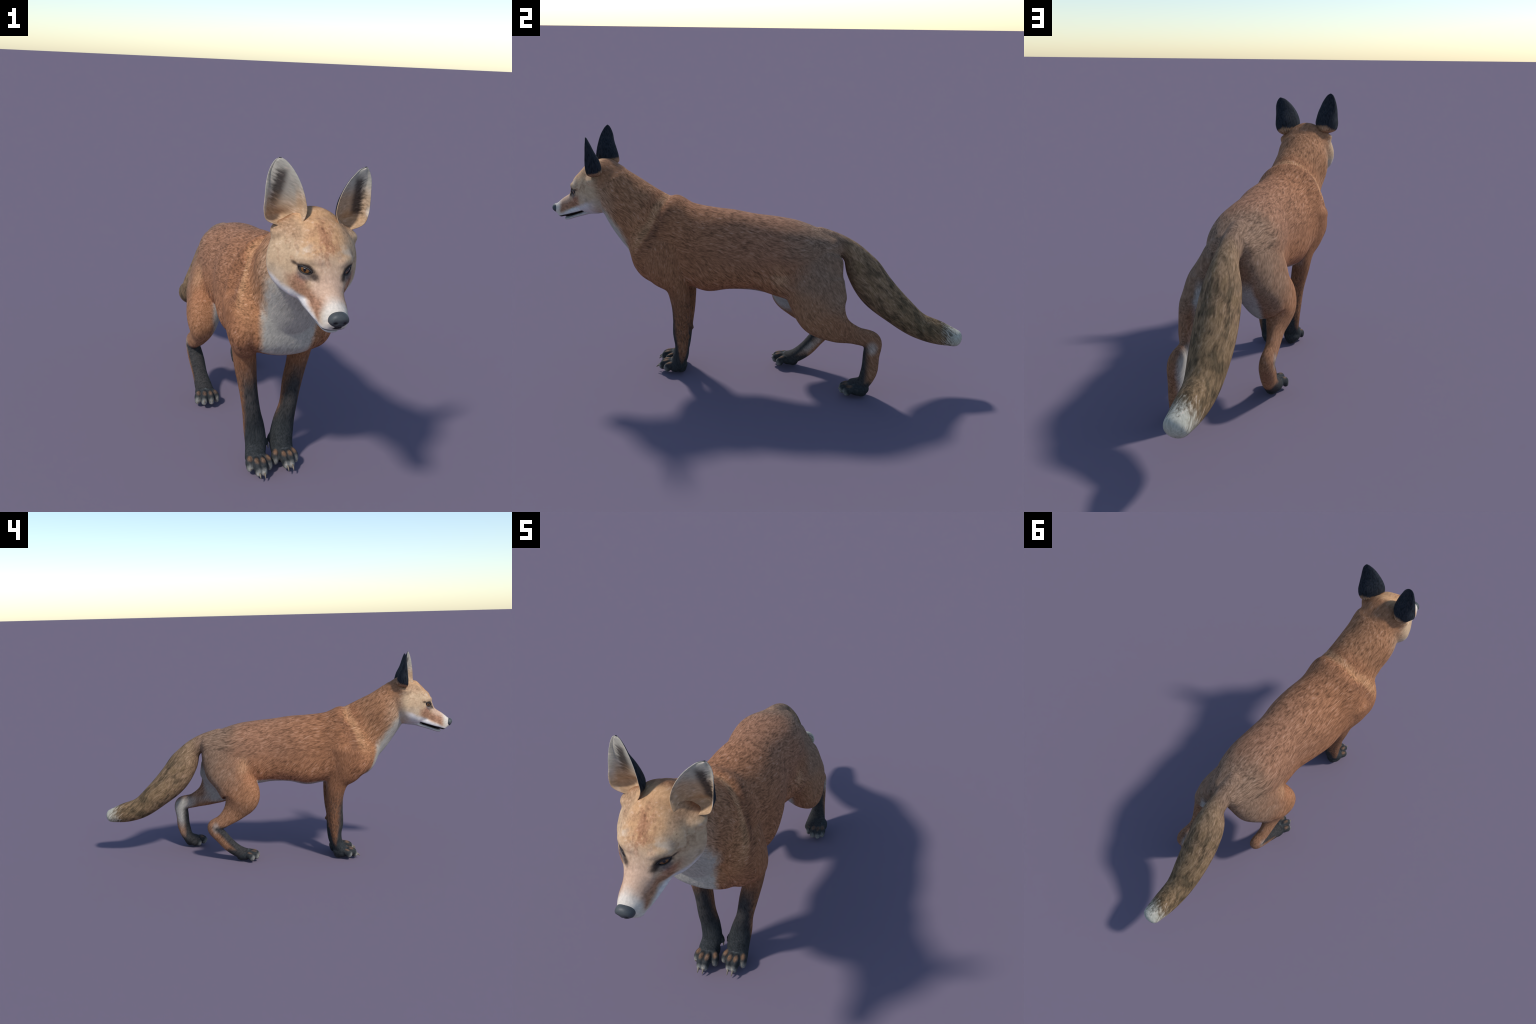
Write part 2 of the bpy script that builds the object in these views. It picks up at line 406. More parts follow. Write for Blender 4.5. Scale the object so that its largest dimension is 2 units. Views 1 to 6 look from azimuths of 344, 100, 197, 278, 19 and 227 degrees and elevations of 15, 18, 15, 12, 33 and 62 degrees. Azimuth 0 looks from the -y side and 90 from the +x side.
class Graph:
    def __init__(g, name):
        g.mat = bpy.data.materials.new(name); g.mat.use_nodes = True
        g.t = g.mat.node_tree; g.t.nodes.clear()
        g.out = g.t.nodes.new("ShaderNodeOutputMaterial"); g.bsdf = g.t.nodes.new("ShaderNodeBsdfPrincipled")
        g.t.links.new(g.bsdf.outputs[0], g.out.inputs[0])
        tc = g.t.nodes.new("ShaderNodeTexCoord"); sp = g.t.nodes.new("ShaderNodeSeparateXYZ")
        g.t.links.new(tc.outputs["Object"], sp.inputs[0]); g.p = tc.outputs["Object"]
        g.x, g.y, g.z = (X(g, sp.outputs[k]) for k in range(3))
    def put(g, v, inp):
        if isinstance(v, X): g.t.links.new(v.s, inp)
        elif isinstance(v, (tuple, list)): inp.default_value = (*v, 1.0) if len(inp.default_value) == 4 else v
        else: inp.default_value = v
    def math(g, op, a, b, c=None, clamp=False):
        n = g.t.nodes.new("ShaderNodeMath"); n.operation = op; n.use_clamp = clamp
        g.put(a, n.inputs[0]); g.put(b, n.inputs[1])
        if c is not None: g.put(c, n.inputs[2])
        return X(g, n.outputs[0])
    def max(g, a, b): return g.math("MAXIMUM", a, b)
    def min(g, a, b): return g.math("MINIMUM", a, b)
    def step(g, a, b, v):
        """smooth 0..1 as v goes from a to b."""
        n = g.t.nodes.new("ShaderNodeMapRange"); n.interpolation_type = "SMOOTHSTEP"
        if a > b:
            return 1.0 - g.step(b, a, v)
        g.put(v, n.inputs[0]); g.put(a, n.inputs[1]); g.put(b, n.inputs[2])
        return X(g, n.outputs[0])
    def mix(g, a, b, f):
        n = g.t.nodes.new("ShaderNodeMix"); n.data_type = "RGBA"
        g.put(f, n.inputs[0]); g.put(a, n.inputs[6]); g.put(b, n.inputs[7])
        return X(g, n.outputs[2])
    def scale(g, c, f):
        n = g.t.nodes.new("ShaderNodeVectorMath"); n.operation = "SCALE"
        g.put(c, n.inputs[0]); g.put(f, n.inputs[3]); return X(g, n.outputs[0])
    def noise(g, scale, a=None, b=None, c=None, detail=2.0, rough=.55, warp=0.0):
        """noise of the coordinates (a, b, c), default the object's own."""
        n = g.t.nodes.new("ShaderNodeTexNoise"); n.inputs["Scale"].default_value = scale
        n.inputs["Detail"].default_value = detail; n.inputs["Roughness"].default_value = rough; n.inputs["Distortion"].default_value = warp
        if a is None: g.t.links.new(g.p, n.inputs["Vector"])
        else:
            k = g.t.nodes.new("ShaderNodeCombineXYZ")
            for i, v in enumerate((a, b, c)): g.put(v, k.inputs[i])
            g.t.links.new(k.outputs[0], n.inputs["Vector"])
        return X(g, n.outputs[0])
    def blob(g, centre, radii, soft=.4):
        """1 inside an ellipsoid, fading to 0 at its surface."""
        dx = (g.x - centre[0]) / radii[0]; dy = (g.y - centre[1]) / radii[1]; dz = (g.z - centre[2]) / radii[2]
        r = g.math("SQRT", dx*dx + dy*dy + dz*dz, 0.0)
        return g.step(1.0, 1.0 - soft, r)
    def finish(g, colour, rough=.8, height=None, strength=.3, dist=.004, spec=.12, sheen=0.0):
        g.put(colour, g.bsdf.inputs["Base Color"]); g.put(rough, g.bsdf.inputs["Roughness"])
        g.bsdf.inputs["Specular IOR Level"].default_value = spec
        if sheen: g.bsdf.inputs["Sheen Weight"].default_value = sheen
        if height is not None:
            b = g.t.nodes.new("ShaderNodeBump"); b.inputs["Strength"].default_value = strength; b.inputs["Distance"].default_value = dist
            g.put(height, b.inputs["Height"]); g.t.links.new(b.outputs[0], g.bsdf.inputs["Normal"])
        return g.mat

# colours (linear)
RUST, RUSTY_ORANGE = (.290, .128, .063), (.37, .175, .083)
GREY_BROWN, BACK_GREY = (.215, .136, .090), (.255, .131, .080)
CREAM, WHITE, GREY_WHITE = (.43, .40, .345), (.64, .60, .58), (.38, .36, .33)
BLACK = (.028, .031, .033)
TAIL_BROWN, TAIL_DARK = (.190, .122, .066), (.066, .048, .027)

def flow_noise(g, direction, fine=1.0, tilt=0.0):
    """hair-like streaks: noise that is stretched along a direction (in the y-z plane, degrees from +y towards -z)."""
    a = math.radians(direction); c, s = math.cos(a), math.sin(a)
    w = g.noise(7.0, detail=1.0) - .5
    along = g.y * c - g.z * s
    cross = g.y * s + g.z * c + w * .045
    clump = g.noise(1.0, g.x*52*fine + w*1.2, along*19*fine, cross*70*fine, detail=3.0, rough=.62)
    hair = g.noise(1.0, g.x*150*fine + w*3, along*34*fine, cross*210*fine, detail=2.0, rough=.6)
    return clump, hair

def furry(g, base, clump, hair, contrast=1.0):
    """darken and lighten a coat colour strand by strand; pale strands are greyer."""
    v = (clump - .5) * .65 + (hair - .5) * 1.0
    pale = g.t.nodes.new("ShaderNodeRGBToBW"); g.put(base, pale.inputs[0]); pale = X(g, pale.outputs[0])
    k = (2.3 * contrast) * (1.0 - g.step(.22, .40, pale) * .62)
    col = g.scale(base, g.math("MAXIMUM", 1.0 + v * k, .45))
    lum = g.t.nodes.new("ShaderNodeRGBToBW"); g.put(col, lum.inputs[0]); lum = X(g, lum.outputs[0])
    k = g.t.nodes.new("ShaderNodeCombineColor")
    for i, f in enumerate((1.32, 1.0, .80)): g.put(lum * f, k.inputs[i])
    return g.mix(col, X(g, k.outputs[0]), g.step(.08, .30, v) * .40)

def body_colour(g):
    """coat colour anywhere on trunk, neck and upper limbs, as a function of position."""
    n = g.noise(9.0, detail=3.0) - .5
    n2 = g.noise(26.0, detail=2.0) - .5
    ax = g.x.abs()
    c = g.mix(RUST, BACK_GREY, g.step(-.40, .15, g.y) * g.step(.50, .68, g.z + n*.1) * .8)
    # loins, rump and thighs turn grey-brown
    c = g.mix(c, GREY_BROWN, g.step(.10, .34, g.y + n*.22) * g.step(.30, .46, g.z + n2*.06) * .9)
    for sx in (-.15, .15):
        c = g.mix(c, (.40, .215, .115), g.blob((sx, .150, .560), (.07, .055, .085), .9) * g.step(-.3, .1, n) * .7)
    # rust lower flank
    c = g.mix(c, (.30, .125, .062), g.step(.56, .48, g.z + n*.08) * g.step(.16, .02, g.y) * g.step(-.34, -.24, g.y) * .7)
    # collar: a pale edge slanting down the shoulder, dark fur behind it
    yb = g.y + .405 + (.86 - g.z) * .50 + n * .05
    c = g.mix(c, RUSTY_ORANGE, g.step(.03, -.05, yb) * g.step(.85, .72, g.z) * g.step(.46, .54, g.z) * .75)
    c = g.mix(c, (.46, .25, .125), g.step(.012, -.010, yb) * g.step(-.055, -.02, yb) * g.step(.62, .72, g.z) * .5)
    c = g.mix(c, (.125, .058, .034), g.step(.0, .02, yb) * g.step(.085, .03, yb) * g.step(.60, .69, g.z) * g.step(.87, .80, g.z) * (.45 + n2*1.2))
    # neck side darker brown
    c = g.mix(c, (.29, .145, .075), g.step(-.05, -.12, yb) * g.step(.62, .72, g.z) * .6)
    c = g.mix(c, (.42, .30, .20), g.step(-.60, -.70, g.y + n*.05) * g.step(.98, .86, g.z) * .45)
    # white throat and chest
    d = (g.y + .56) * -.805 + (g.z - .58) * -.593 + n * .030 + n2 * .016
    d = d + .030 - g.step(.64, .52, g.z) * .042 - g.step(.060, .115, ax + n*.03) * .05 * g.step(.70, .60, g.z)
    c = g.mix(c, (.50, .41, .31), g.step(-.030, .004, d) * g.step(.455, .50, g.z) * g.step(-.47, -.52, g.y) * .6)
    c = g.mix(c, CREAM, g.step(-.016, .020, d + g.noise(1.0, g.x*70, g.y*30, g.z*24, detail=2.0)*.05 - .025) * g.step(.455, .50, g.z) * g.step(-.47, -.52, g.y))
    # pale belly
    c = g.mix(c, GREY_WHITE, g.step(.482, .462, g.z + n2*.014) * g.step(.125, .085, ax) * g.step(-.33, -.29, g.y))
    return c, n, n2

def hind_colour(g, side):
    c, n, n2 = body_colour(g)
    # knee and shank rustier than the thigh
    c = g.mix(c, (.235, .120, .068), g.step(.40, .31, g.z + n*.08) * .85)
    c = g.mix(c, (.32, .155, .078), g.step(.36, .20, g.y + (g.z-.40)*.5 + (.10 if side == 'hindR' else -.12)) * g.step(.54, .44, g.z) * .6)
    kx = g.x if side == "hindL" else g.x * -1.0
    inner = g.step(.112, .088, kx + n*.03)
    if side == "hindL":
        front = g.y + n*.01
        c = g.mix(c, GREY_WHITE, inner * g.step(.56, .48, g.z) * g.step(.10, .16, g.z))
        c = g.mix(c, (.40, .34, .29), g.blob((.145, .58, .245), (.03, .035, .045), .7) * .7)
        dark = g.step(.578, .545, front) * g.step(.262, .235, g.z + n*.02 - (g.y-.54)*.1)
    else:
        d = (g.y - .237) * .76 - (g.z - .152) * .65 + n*.01
        c = g.mix(c, GREY_WHITE, inner * g.step(.56, .48, g.z) * g.step(.06, .12, g.z))
        c = g.mix(c, (.40, .33, .28), g.blob((-.165, .315, .205), (.03, .03, .045), .7) * .7)
        dark = g.step(.050, .022, d) * g.step(.225, .195, g.z)
    low = g.step(.105, .06, g.z + n*.03) * (g.step(.275, .245, g.y) if side == "hindR" else g.step(.60, .57, g.y))
    return g.mix(c, BLACK, g.max(dark, low) * .97), n, n2

def fore_colour(g, side):
    c, n, n2 = body_colour(g)
    yc = -.357 if side == "foreR" else -.333
    speck = g.noise(1.0, g.x*120, g.y*120, g.z*60, detail=3.0) - .5
    c = g.mix(c, (.215, .098, .050), g.step(.52, .38, g.z + n*.06))
    c = g.mix(c, (.085, .055, .038), g.step(.47, .30, g.z) * g.step(-.05, .14, speck + n*.3) * .75)
    kx = (g.x * -1.0 - .050) if side == "foreR" else (g.x - .090)
    front = g.step(.002, -.034, g.y - yc + n*.02 + kx*.25)
    c = g.mix(c, BLACK, front * g.step(.43, .30, g.z + n2*.08 + speck*.10) * .95)
    outer = g.step(-.005, .022, kx + n*.02) * g.step(-.030, .0, g.y - yc)
    c = g.mix(c, BLACK, g.step(.25, .14, g.z + n*.06 + speck*.06 + outer*.12))
    return c, n, n2

def skin_material(key):
    g = Graph("fur_" + {"torso": "trunk", "neck": "neck", "tail": "tail", "foreR": "foreleg", "foreL": "foreleg", "hindR": "hind_leg", "hindL": "hind_leg"}[key])
    if key == "tail":
        clump, hair = flow_noise(g, 47, .9)
        n = g.noise(13.0, detail=3.0) - .5
        blot = g.noise(1.0, g.x*26, (g.y-g.z)*9, (g.y+g.z)*22, detail=3.0)
        base, _, _ = body_colour(g)
        base = g.mix(base, TAIL_BROWN, g.step(.40, .50, g.y + n*.08))
        base = g.mix(base, (.29, .182, .108), g.step(.74, .60, g.y) * g.step(.42, .48, g.y) * g.step(.46, .56, blot + .06) * .7)
        base = g.mix(base, TAIL_DARK, g.step(.42, .66, blot + n*.2) * g.step(.44, .58, g.y) * .8)
        tip = g.step(.880, .985, g.y + n*.07 + (hair-.5)*.13)
        base = g.mix(base, (.44, .42, .345), tip)
        col = furry(g, base, clump, hair, .9)
        return g.finish(col, .85, clump*.6 + hair*.5, .35)
    if key in ("torso", "neck"):
        base, n, n2 = body_colour(g)
        clump, hair = flow_noise(g, 14 if key == "torso" else 45)
        if key == "torso":
            c2, h2 = flow_noise(g, 42)
            f = g.step(.68, .56, g.z + n*.06)
            clump = clump + (c2 - clump) * f; hair = hair + (h2 - hair) * f
        col = furry(g, base, clump, hair, 1.0)
        return g.finish(col, .85, clump*.6 + hair*.5, .4)
    if key.startswith("hind"):
        base, n, n2 = hind_colour(g, key)
        clump, hair = flow_noise(g, 55, 1.15)
        return g.finish(furry(g, base, clump, hair, .75), .85, clump*.6 + hair*.5, .3)
    base, n, n2 = fore_colour(g, key)
    clump, hair = flow_noise(g, 80, 1.4)
    return g.finish(furry(g, base, clump, hair, .75), .85, clump*.6 + hair*.5, .3)

def head_colour(g):
    n = g.noise(16.0, detail=3.0) - .5
    n2 = g.noise(48.0, detail=2.0) - .5
    fleck = g.noise(1.0, g.x*75, g.y*30, g.z*38, detail=3.0) - .5
    xs = g.x - .005; ax = xs.abs()
    body, _, _ = body_colour(g)
    PALE, TAN, SKIN_BROWN = (.56, .46, .36), (.52, .295, .150), (.36, .180, .105)
    c = g.mix((.50, .345, .215), TAN, g.step(.090, .035, ax + n*.06) * g.step(.905, .955, g.z))
    # reddish blaze down the crown, flecks between the eyes
    c = g.mix(c, (.36, .155, .080), g.step(.034, .006, ax + n*.05) * g.step(.915, .955, g.z) * g.step(1.03, .99, g.z) * g.step(-.20, .10, fleck + n*.5))
    c = g.mix(c, (.36, .185, .100), g.step(-.06, .12, fleck + n*.3) * g.step(.070, .020, ax) * g.step(.855, .895, g.z) * g.step(1.03, .97, g.z) * .7)
    # pale brows and cheeks
    for s, dz in ((-1, .004), (1, -.005)):
        x0 = lambda v: .005 + s*v
        c = g.mix(c, (.36, .215, .125), g.blob((x0(.085), -.80, .93+dz), (.08, .10, .07), .8) * g.step(-.04, .12, fleck + n*.3) * .75)
        c = g.mix(c, PALE, g.blob((x0(.060), -.860, .936+dz), (.060, .06, .034), .95) * g.step(-.2, .15, n2 + n) * .6)
        c = g.mix(c, (.19, .130, .082), g.blob((x0(.132), -.770, .866+dz), (.028, .024, .026), .9) * g.step(-.25, .12, n) * .8)
        c = g.mix(c, (.33, .20, .125), g.blob((x0(.062), -.880, .911+dz), (.034, .03, .012), .9) * g.step(-.2, .1, n) * .75)
    c = g.mix(c, (.52, .40, .29), g.step(.905, .86, g.z + n*.03) * g.step(-.84, -.80, g.y) * .55)
    # bridge of the muzzle
    c = g.mix(c, (.52, .345, .245), g.step(-.868, -.90, g.y) * g.step(.79, .82, g.z) * .95)
    # white lips and cheek stripe
    zb = g.z - .813 - (g.y + .836) * .45 + n*.025
    c = g.mix(c, WHITE, g.step(.018, -.008, zb) * g.step(-.715, -.785, g.y + n*.05))
    # rusty brown from below the eye down the side of the muzzle
    side = g.step(.016, .034, ax)
    patch = g.step(-.004, .018, zb) * g.step(.066, .036, zb + n*.02) * g.step(-.958, -.938, g.y + n2*.02) * g.step(-.800, -.845, g.y + n*.04) * side
    c = g.mix(c, SKIN_BROWN, patch * .88)
    c = g.mix(c, (.64, .59, .52), g.step(-.930, -.966, g.y + n*.03) * .8)
    for (P, d, w, h), s in zip(EYES, (-1, 1)):
        dot = lambda v: (g.x - float(P[0]))*float(v[0]) + (g.y - float(P[1]))*float(v[1]) + (g.z - float(P[2]))*float(v[2])
        u, v, q = dot(w), dot(h), dot(d)
        near = g.step(.05, .03, q.abs())
        def spot(cu, cv, ru, rv, soft):
            r = g.math("SQRT", ((u-cu)/ru)*((u-cu)/ru) + ((v-cv)/rv)*((v-cv)/rv), 0.0)
            return g.step(1.0, 1.0-soft, r + n2*.35) * near
        c = g.mix(c, (.30, .125, .078), spot(.004, -.030, .040, .026, .9) * .8)          # reddish below the eye
        c = g.mix(c, (.10, .085, .085), spot(-.004, -.014, .038, .024, .7) * .8)         # grey bag
        c = g.mix(c, (.040, .028, .024), spot(-.004, .001, .038, .0200, .5))               # dark rim
        c = g.mix(c, (.050, .034, .028), spot(-.034, -.010, .024, .017, .85) * .95)         # tear mark
        c = g.mix(c, (.045, .032, .027), spot(.034, .004, .022, .0075, .9) * .85)          # outer line
    c = g.mix(c, (.36, .215, .125), g.step(.945, .985, g.z + n*.02) * g.step(.050, .075, ax) * .85)
    back = g.step(-.735, -.690, g.y + n*.03 + (g.z-.9)*.10)
    c = g.mix(c, body, back)
    for sx in (-.11, .12):
        c = g.mix(c, (.44, .385, .32), g.blob((sx, -.715, .825), (.07, .05, .055), .9) * g.step(-.3, .1, n) * .75)
    return c, n, n2

def head_material(jaw=False):
    g = Graph("fur_lower_jaw" if jaw else "fur_head")
    c, n, n2 = head_colour(g)
    if jaw: c = g.mix(c, (.50, .47, .45), .9)
    # black lip line and lining of the mouth along the slit
    lip = g.z - .784 - (g.y + .853) * .31
    c = g.mix(c, (.020, .017, .018), g.step(.004, .0, lip) * g.step(-.816, -.824, g.y) if not jaw else g.step(.012, .016, lip + .022) * g.step(-.820, -.828, g.y))
    if not jaw:
        c = g.mix(c, (.020, .018, .018), g.step(.013, .008, (g.x - .004).abs() + (g.z - .766)*.3) * g.step(-.964, -.970, g.y) * g.step(.776, .772, g.z))
    w = g.noise(7.0, detail=1.0) - .5
    hair = g.noise(1.0, g.x*150 + w*4, g.y*55 - g.z*18, g.z*120 + g.y*50 + w*4, detail=2.5, rough=.6)
    clump = g.noise(1.0, g.x*60 + w*3, g.y*24, g.z*50 + g.y*20, detail=2.0)
    col = furry(g, c, clump, hair, .62)
    return g.finish(col, .8, hair, .22, .002)

def paw_material(key):
    p = PAWS[key]; g = Graph("fur_" + ("front_paw" if key.startswith("fore") else "hind_paw"))
    n = g.noise(60.0, detail=2.0) - .5
    leg = {"fore_right": "foreR", "fore_left": "foreL", "hind_right": "hindR", "hind_left": "hindL"}[key]
    c, _, _ = (fore_colour if key.startswith("fore") else hind_colour)(g, leg)
    c = g.mix(c, BLACK, g.step(.10, .085, g.z) if key.startswith("fore") else g.step(.085, .06, g.z))
    px, py, pz = p["palm"]
    c = g.mix(c, (.115, .125, .130), g.blob((px, py - .022, pz + .038), (.036, .022, .022), .9) * .8)
    for k, e in p["toes"]:
        c = g.mix(c, (.30, .29, .265), g.blob((e[0], e[1] - .004, e[2] + .002), (.0165, .024, .026), .7) * (.85 + n*.8))
        c = g.mix(c, (.165, .092, .054), g.blob((k[0], k[1] - .004, k[2] + .008), (.0135, .021, .016), .8) * ((.95 if key.startswith('fore') else .65) + n))
    c = g.mix(c, (.045, .043, .042), g.step(.014, .006, g.z))
    hair = g.noise(1.0, g.x*150, g.y*70, g.z*90, detail=2.0)
    return g.finish(furry(g, c, hair, hair, .45), .75, hair, .25, .002)

def plain(name, colour, rough=.5, spec=.4, grain=0.0, gscale=120.0, coat=0.0):
    g = Graph(name); col = colour; h = None
    if grain:
        h = g.noise(gscale, detail=2.0); col = g.scale(colour, .6 + h*.8)
    if coat:
        g.bsdf.inputs["Coat Weight"].default_value = coat; g.bsdf.inputs["Coat Roughness"].default_value = .05
    return g.finish(col, rough, h, grain, .002, spec)

# ---------------------------------------------------------------- objects
scene = bpy.context.scene.collection
fox = bpy.data.objects.new("red_fox", None); scene.objects.link(fox); fox.empty_display_size = .2
fox["label"] = "walking red fox with bushy white-tipped tail and black stockings"
fox["category"] = "fox"

def make(name, V, F, mats, parent, smooth=True, fmat=None, normals=None):
    m = bpy.data.meshes.new(name); m.from_pydata([tuple(v) for v in V], [], [tuple(f) for f in F]); m.update()
    for q in mats: m.materials.append(q)
    m.polygons.foreach_set("use_smooth", [smooth] * len(m.polygons))
    if fmat is not None: m.polygons.foreach_set("material_index", fmat)
    if normals is not None: m.normals_split_custom_set_from_vertices([tuple(n) for n in normals])
    o = bpy.data.objects.new(name, m); scene.objects.link(o); o.parent = parent
    return o

# region of each face (majority of its vertices), tidied so that the borders run evenly
onehot = np.zeros((nv, 13)); onehot[np.arange(nv), vlab] = 1
for _ in range(12): onehot += .5 * laplace(onehot)
flab = onehot[quads].sum(1).argmax(1)
MATS = {0: skin_material("torso"), 1: skin_material("neck"), 2: head_material(), 3: head_material(True), 4: skin_material("tail"),
        5: skin_material("foreR"), 6: skin_material("foreL"), 7: skin_material("hindR"), 8: skin_material("hindL"),
        9: paw_material("fore_right"), 10: paw_material("fore_left"), 11: paw_material("hind_right"), 12: paw_material("hind_left")}
PARTS = {}
for lab in range(13):
    fq = quads[flab == lab]
    if not len(fq): continue
    used, inv = np.unique(fq, return_inverse=True)
    PARTS[lab] = make(PART_NAME[lab], co[used], inv.reshape(-1, 4), [MATS[lab]], fox, normals=N[used])
head = PARTS[2]
bvh = BVHTree.FromPolygons([tuple(c) for c in co], [tuple(q) for q in quads])

# ears: a shell with a black back and a pale inside
def ear_materials():
    g = Graph("fur_ear_back")
    n = g.noise(60.0, g.x, g.y, g.z, detail=2.0) - .5
    hair = g.noise(1.0, g.x*170, g.y*170, g.z*45, detail=2.0)
    edge = g.z + g.step(-.1, .1, g.x)*.018 + (hair-.5)*.030 + g.max(g.max(g.x * -1.0 - .100, g.x - .125), 0.0) * .65
    c = g.mix((.33, .19, .108), (.016, .020, .027), g.step(1.020, 1.036, edge))
    back = g.finish(furry(g, c, hair, hair, .7), .8, hair, .3, .002)
    g = Graph("fur_ear_inside")
    hair = g.noise(1.0, g.x*60 + g.z*40, g.y*60, g.z*150 - g.x.abs()*60, detail=3.0)
    c = g.mix((.47, .30, .175), (.41, .375, .315), g.step(1.0, 1.05, g.z + (hair-.5)*.02))
    for cx, s, dz in ((-.105, -1, 0), (.140, 1, -.025)):
        mid = g.x * s - cx * s + (g.z - 1.09 - dz) * .10
        dark = g.step(.026, .004, (mid + (hair-.5)*.030).abs()) * g.step(1.02+dz, 1.045+dz, g.z) * g.step(1.165+dz, 1.135+dz, g.z)
        c = g.mix(c, (.050, .038, .034), dark * .9)
        rim = g.step(-.050, -.062, mid + (g.z - 1.06 - dz)*-.30)
        c = g.mix(c, (.46, .30, .18), rim * g.step(1.12+dz, 1.05+dz, g.z) * .8)
        c = g.mix(c, (.70, .66, .60), g.blob((cx + s*.036, -.742, 1.045+dz), (.016, .03, .030), .8) * .8)
    inside = g.finish(furry(g, c, hair, hair, .5), .8, hair, .35, .002)
    return back, inside
EAR_BACK, EAR_IN = ear_materials()
def make_ear(side):
    A = ear_levels(side, 5); m, k, _ = A.shape
    # outward direction of the shell at every point
    du = np.gradient(A, axis=1); dv = np.gradient(A, axis=0); nn = np.cross(du, dv); nn /= np.linalg.norm(nn, axis=2)[..., None] + 1e-9
    if nn[m//2, k//2, 1] < 0: nn = -nn
    s = np.linspace(-1, 1, k)[None, :, None]
    lvl = np.linspace(0, 1, m)[:, None, None]
    th = .0035 * (1 - .5 * np.abs(s)**4) + .0190 * (1 - s*s) * (1 - lvl) ** .8 * smoothstep(.08, .30, lvl)
    inner = A - nn * th; outer = A
    V = np.concatenate([outer.reshape(-1, 3), inner.reshape(-1, 3)]); o = m*k
    F, M = [], []
    for i in range(m-1):
        for j in range(k-1):
            F.append((i*k+j, i*k+j+1, (i+1)*k+j+1, (i+1)*k+j)); M.append(0)
            F.append((o+i*k+j, o+(i+1)*k+j, o+(i+1)*k+j+1, o+i*k+j+1)); M.append(1)
        for j in (0, k-1):
            F.append((i*k+j, (i+1)*k+j, o+(i+1)*k+j, o+i*k+j) if j == 0 else (i*k+j, o+i*k+j, o+(i+1)*k+j, (i+1)*k+j)); M.append(1)
    for j in range(k-1):
        i = m-1; F.append((i*k+j, i*k+j+1, o+i*k+j+1, o+i*k+j)); M.append(0)
        F.append((j, o+j, o+j+1, j+1)); M.append(0)
    ob = make("ear", V, F, [EAR_BACK, EAR_IN], head, fmat=M)
    bm = bmesh.new(); bm.from_mesh(ob.data); bmesh.ops.remove_doubles(bm, verts=bm.verts, dist=1e-5); bmesh.ops.recalc_face_normals(bm, faces=bm.faces)
    bm.to_mesh(ob.data); bm.free()
    return ob
for side in "RL": make_ear(side)

# eyes: an almond lens on the skin, with amber iris and slit pupil, and dark lids around it
def eye_material(P, d, w, h):
    g = Graph("eye")
    C = P
    def dot(v): return (g.x - float(C[0]))*float(v[0]) + (g.y - float(C[1]))*float(v[1]) + (g.z - float(C[2]))*float(v[2])
    u, v = dot(w) + .001, dot(h)
    r = g.math("SQRT", u*u + v*v, 0.0)
    pr = g.math("SQRT", (u/.0046)*(u/.0046) + (v/.0082)*(v/.0082), 0.0)
    streak = g.noise(260.0, detail=2.0)
    c = g.mix((.030, .026, .022), g.scale((.17, .070, .018), .55 + streak*.9), g.step(.0132, .0112, r))
    c = g.mix(c, (.030, .017, .008), g.step(.000, .006, v) * .8)  # upper iris painted darker: the shade cast by the upper lid
    c = g.mix(c, (.004, .004, .005), g.step(1.1, .85, pr))
    g.bsdf.inputs["Coat Weight"].default_value = .2; g.bsdf.inputs["Coat Roughness"].default_value = .1
    return g.finish(c, .25, None, spec=.4)
LID = plain("eyelid_skin", (.022, .019, .019), .45, .3)
for P, d, w, h in EYES:
    def on_skin(u, v, proud):
        q = P + w*u + h*v + d*.05
        hit = bvh.ray_cast(Vector(q), Vector(-d))[0]
        q = np.array(hit) if hit is not None else P + w*u + h*v
        return q + d*proud
    V, F = [on_skin(0, 0, .0055)], []; m, rings = 40, 8
    for r in range(1, rings+1):
        f = r/rings
        for k in range(m):
            u, v = almond(2*math.pi*k/m); V.append(on_skin(u*f, v*f, .0055*(1-f*f) + .0006 - (.004 if r == rings else 0)))
    for k in range(m): F.append((0, 1+k, 1+(k+1) % m))
    for r in range(rings-1):
        for k in range(m): a = 1+r*m; F.append((a+k, a+m+k, a+m+(k+1) % m, a+(k+1) % m))
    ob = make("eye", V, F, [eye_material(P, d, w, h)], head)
    bm = bmesh.new(); bm.from_mesh(ob.data); bmesh.ops.recalc_face_normals(bm, faces=bm.faces); bm.to_mesh(ob.data); bm.free()
    # lids: a rolled rim, thicker along the top
    V, F = [], []; m, q = 48, 8
    for k in range(m):
        t = 2*math.pi*k/m; u, v = almond(t); rr = .0028 if math.sin(t) > 0 else .0014
        cpt = on_skin(u*1.04, v*1.10, .0012)
        rad_dir = w*math.cos(t) + h*math.sin(t)
        for j in range(q):
            a = 2*math.pi*j/q; V.append(cpt + rad_dir*rr*math.cos(a) + d*rr*math.sin(a)*.9)
    for k in range(m):
        for j in range(q): F.append((k*q+j, ((k+1) % m)*q+j, ((k+1) % m)*q+(j+1) % q, k*q+(j+1) % q))
    make("eyelid", V, F, [LID], head)

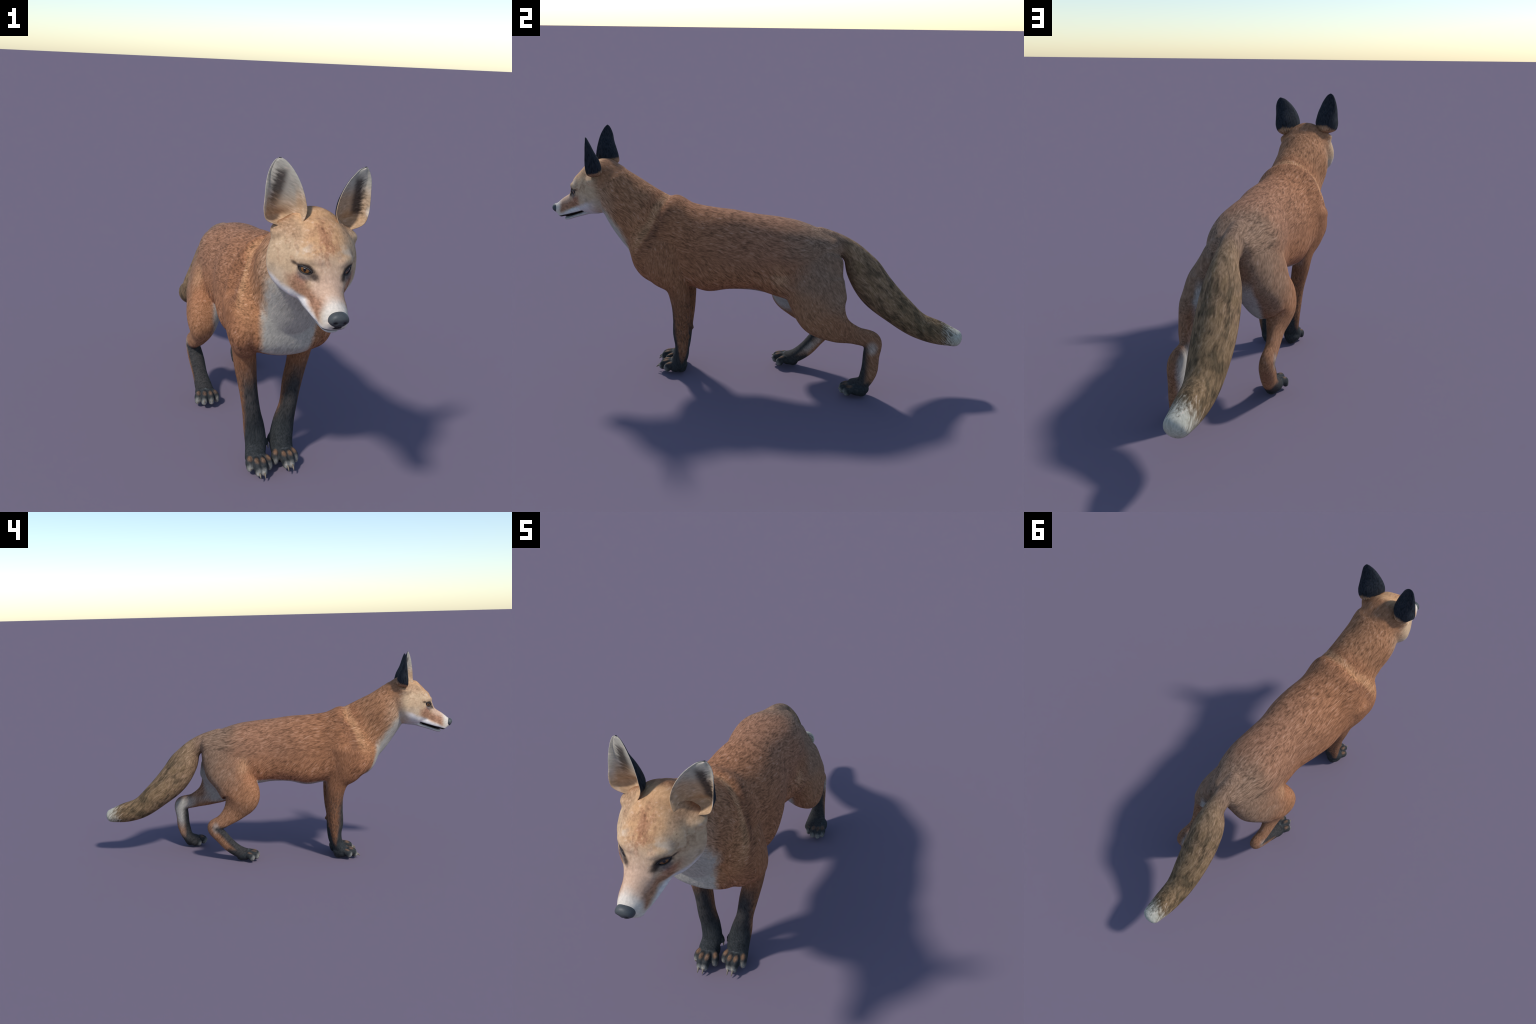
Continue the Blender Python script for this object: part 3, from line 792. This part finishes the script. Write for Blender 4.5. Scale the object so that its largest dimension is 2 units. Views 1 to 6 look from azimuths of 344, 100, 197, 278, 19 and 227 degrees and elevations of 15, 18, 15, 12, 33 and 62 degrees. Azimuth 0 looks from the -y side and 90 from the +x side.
# nose pad with nostrils
V, F = ellipsoid((.004, -.9775, .7865), (.0285, .0215, .0215), 28)
r = V - np.array((.004, -.9775, .7865)); r = np.sign(r) * np.abs(r / (.0285, .0215, .0215)) ** .82 * (.0285, .0215, .0215)
V = r + np.array((.004, -.9775, .7865)); V[:, 1] += .0045 * smoothstep(.002, -.02, r[:, 2])
V[:, 2] -= .004 * (np.abs(r[:, 0]) / .0285) ** 2
V[:, 0] = .004 + r[:, 0] * (1 - .28 * smoothstep(0, -.018, r[:, 2]))
for s in (-1, 1):
    dd = np.linalg.norm((V - np.array((.004 + s*.0125, -.992, .780))) / np.array((.0075, .02, .0065)), axis=1)
    V[:, 1] += .006 * np.exp(-dd**2 * 1.0)
dd = np.abs(V[:, 0] - .004) / .0022
V[:, 1] += np.where(V[:, 2] < .787, .0025 * np.exp(-dd**2), 0)
g = Graph("nose_leather"); nz = g.noise(420.0, detail=1.0)
c = g.scale((.058, .064, .068), .7 + nz*.6)
for s in (-1, 1): c = g.mix(c, (.004, .004, .005), g.blob((.004 + s*.0125, -.990, .7805), (.008, .02, .006), .6))
c = g.mix(c, (.02, .021, .023), g.step(.778, .772, g.z))
make("nose", V, F, [g.finish(c, .5, nz, .25, .001, .35)], head)

# dark lining of the half-open mouth
Vm, Fm = loft([(.005, -.815, .782, .038, .010, 0), (.005, -.86, .772, .031, .0075, 0), (.005, -.90, .759, .025, .0065, 0), (.005, -.926, .751, .017, .005, 0)], ring=28, per=5, axis=(0, -1, 0))
make("mouth_lining", Vm, Fm, [plain("mouth_lining", (.012, .009, .009), .7, .1)], head)

# claws
CLAW = plain("claw_horn", (.17, .135, .10), .45, .35, .4, 300.0)
for key, p in PAWS.items():
    paw = PARTS[PAW_REGION[key]]
    toes = [(np.array(t[1]), np.array(c)) for t, c in zip(p["toes"], p["claws"])]
    if key == "fore_right": toes.append((np.array((.012, -.366, .079)), np.array((.018, -.374, .060))))
    if key == "fore_left": toes.append((np.array((.028, -.342, .079)), np.array((.022, -.350, .060))))
    for e0, c0 in toes:
        dirn = c0 - e0; base = e0 + np.array([0, .002, .006]); mid = (base + c0)/2 + np.array([0, 0, .005])
        V, F = loft([(*base, .0042, .0050, 0), (*mid, .0034, .0042, 0), (*(mid*.35 + c0*.65 + np.array([0, 0, .0015])), .0024, .0030, 0), (*c0, .0007, .0008, 0)], ring=12, per=4, cap=.5, capn=3)
        make("claw", V, F, [CLAW], paw)
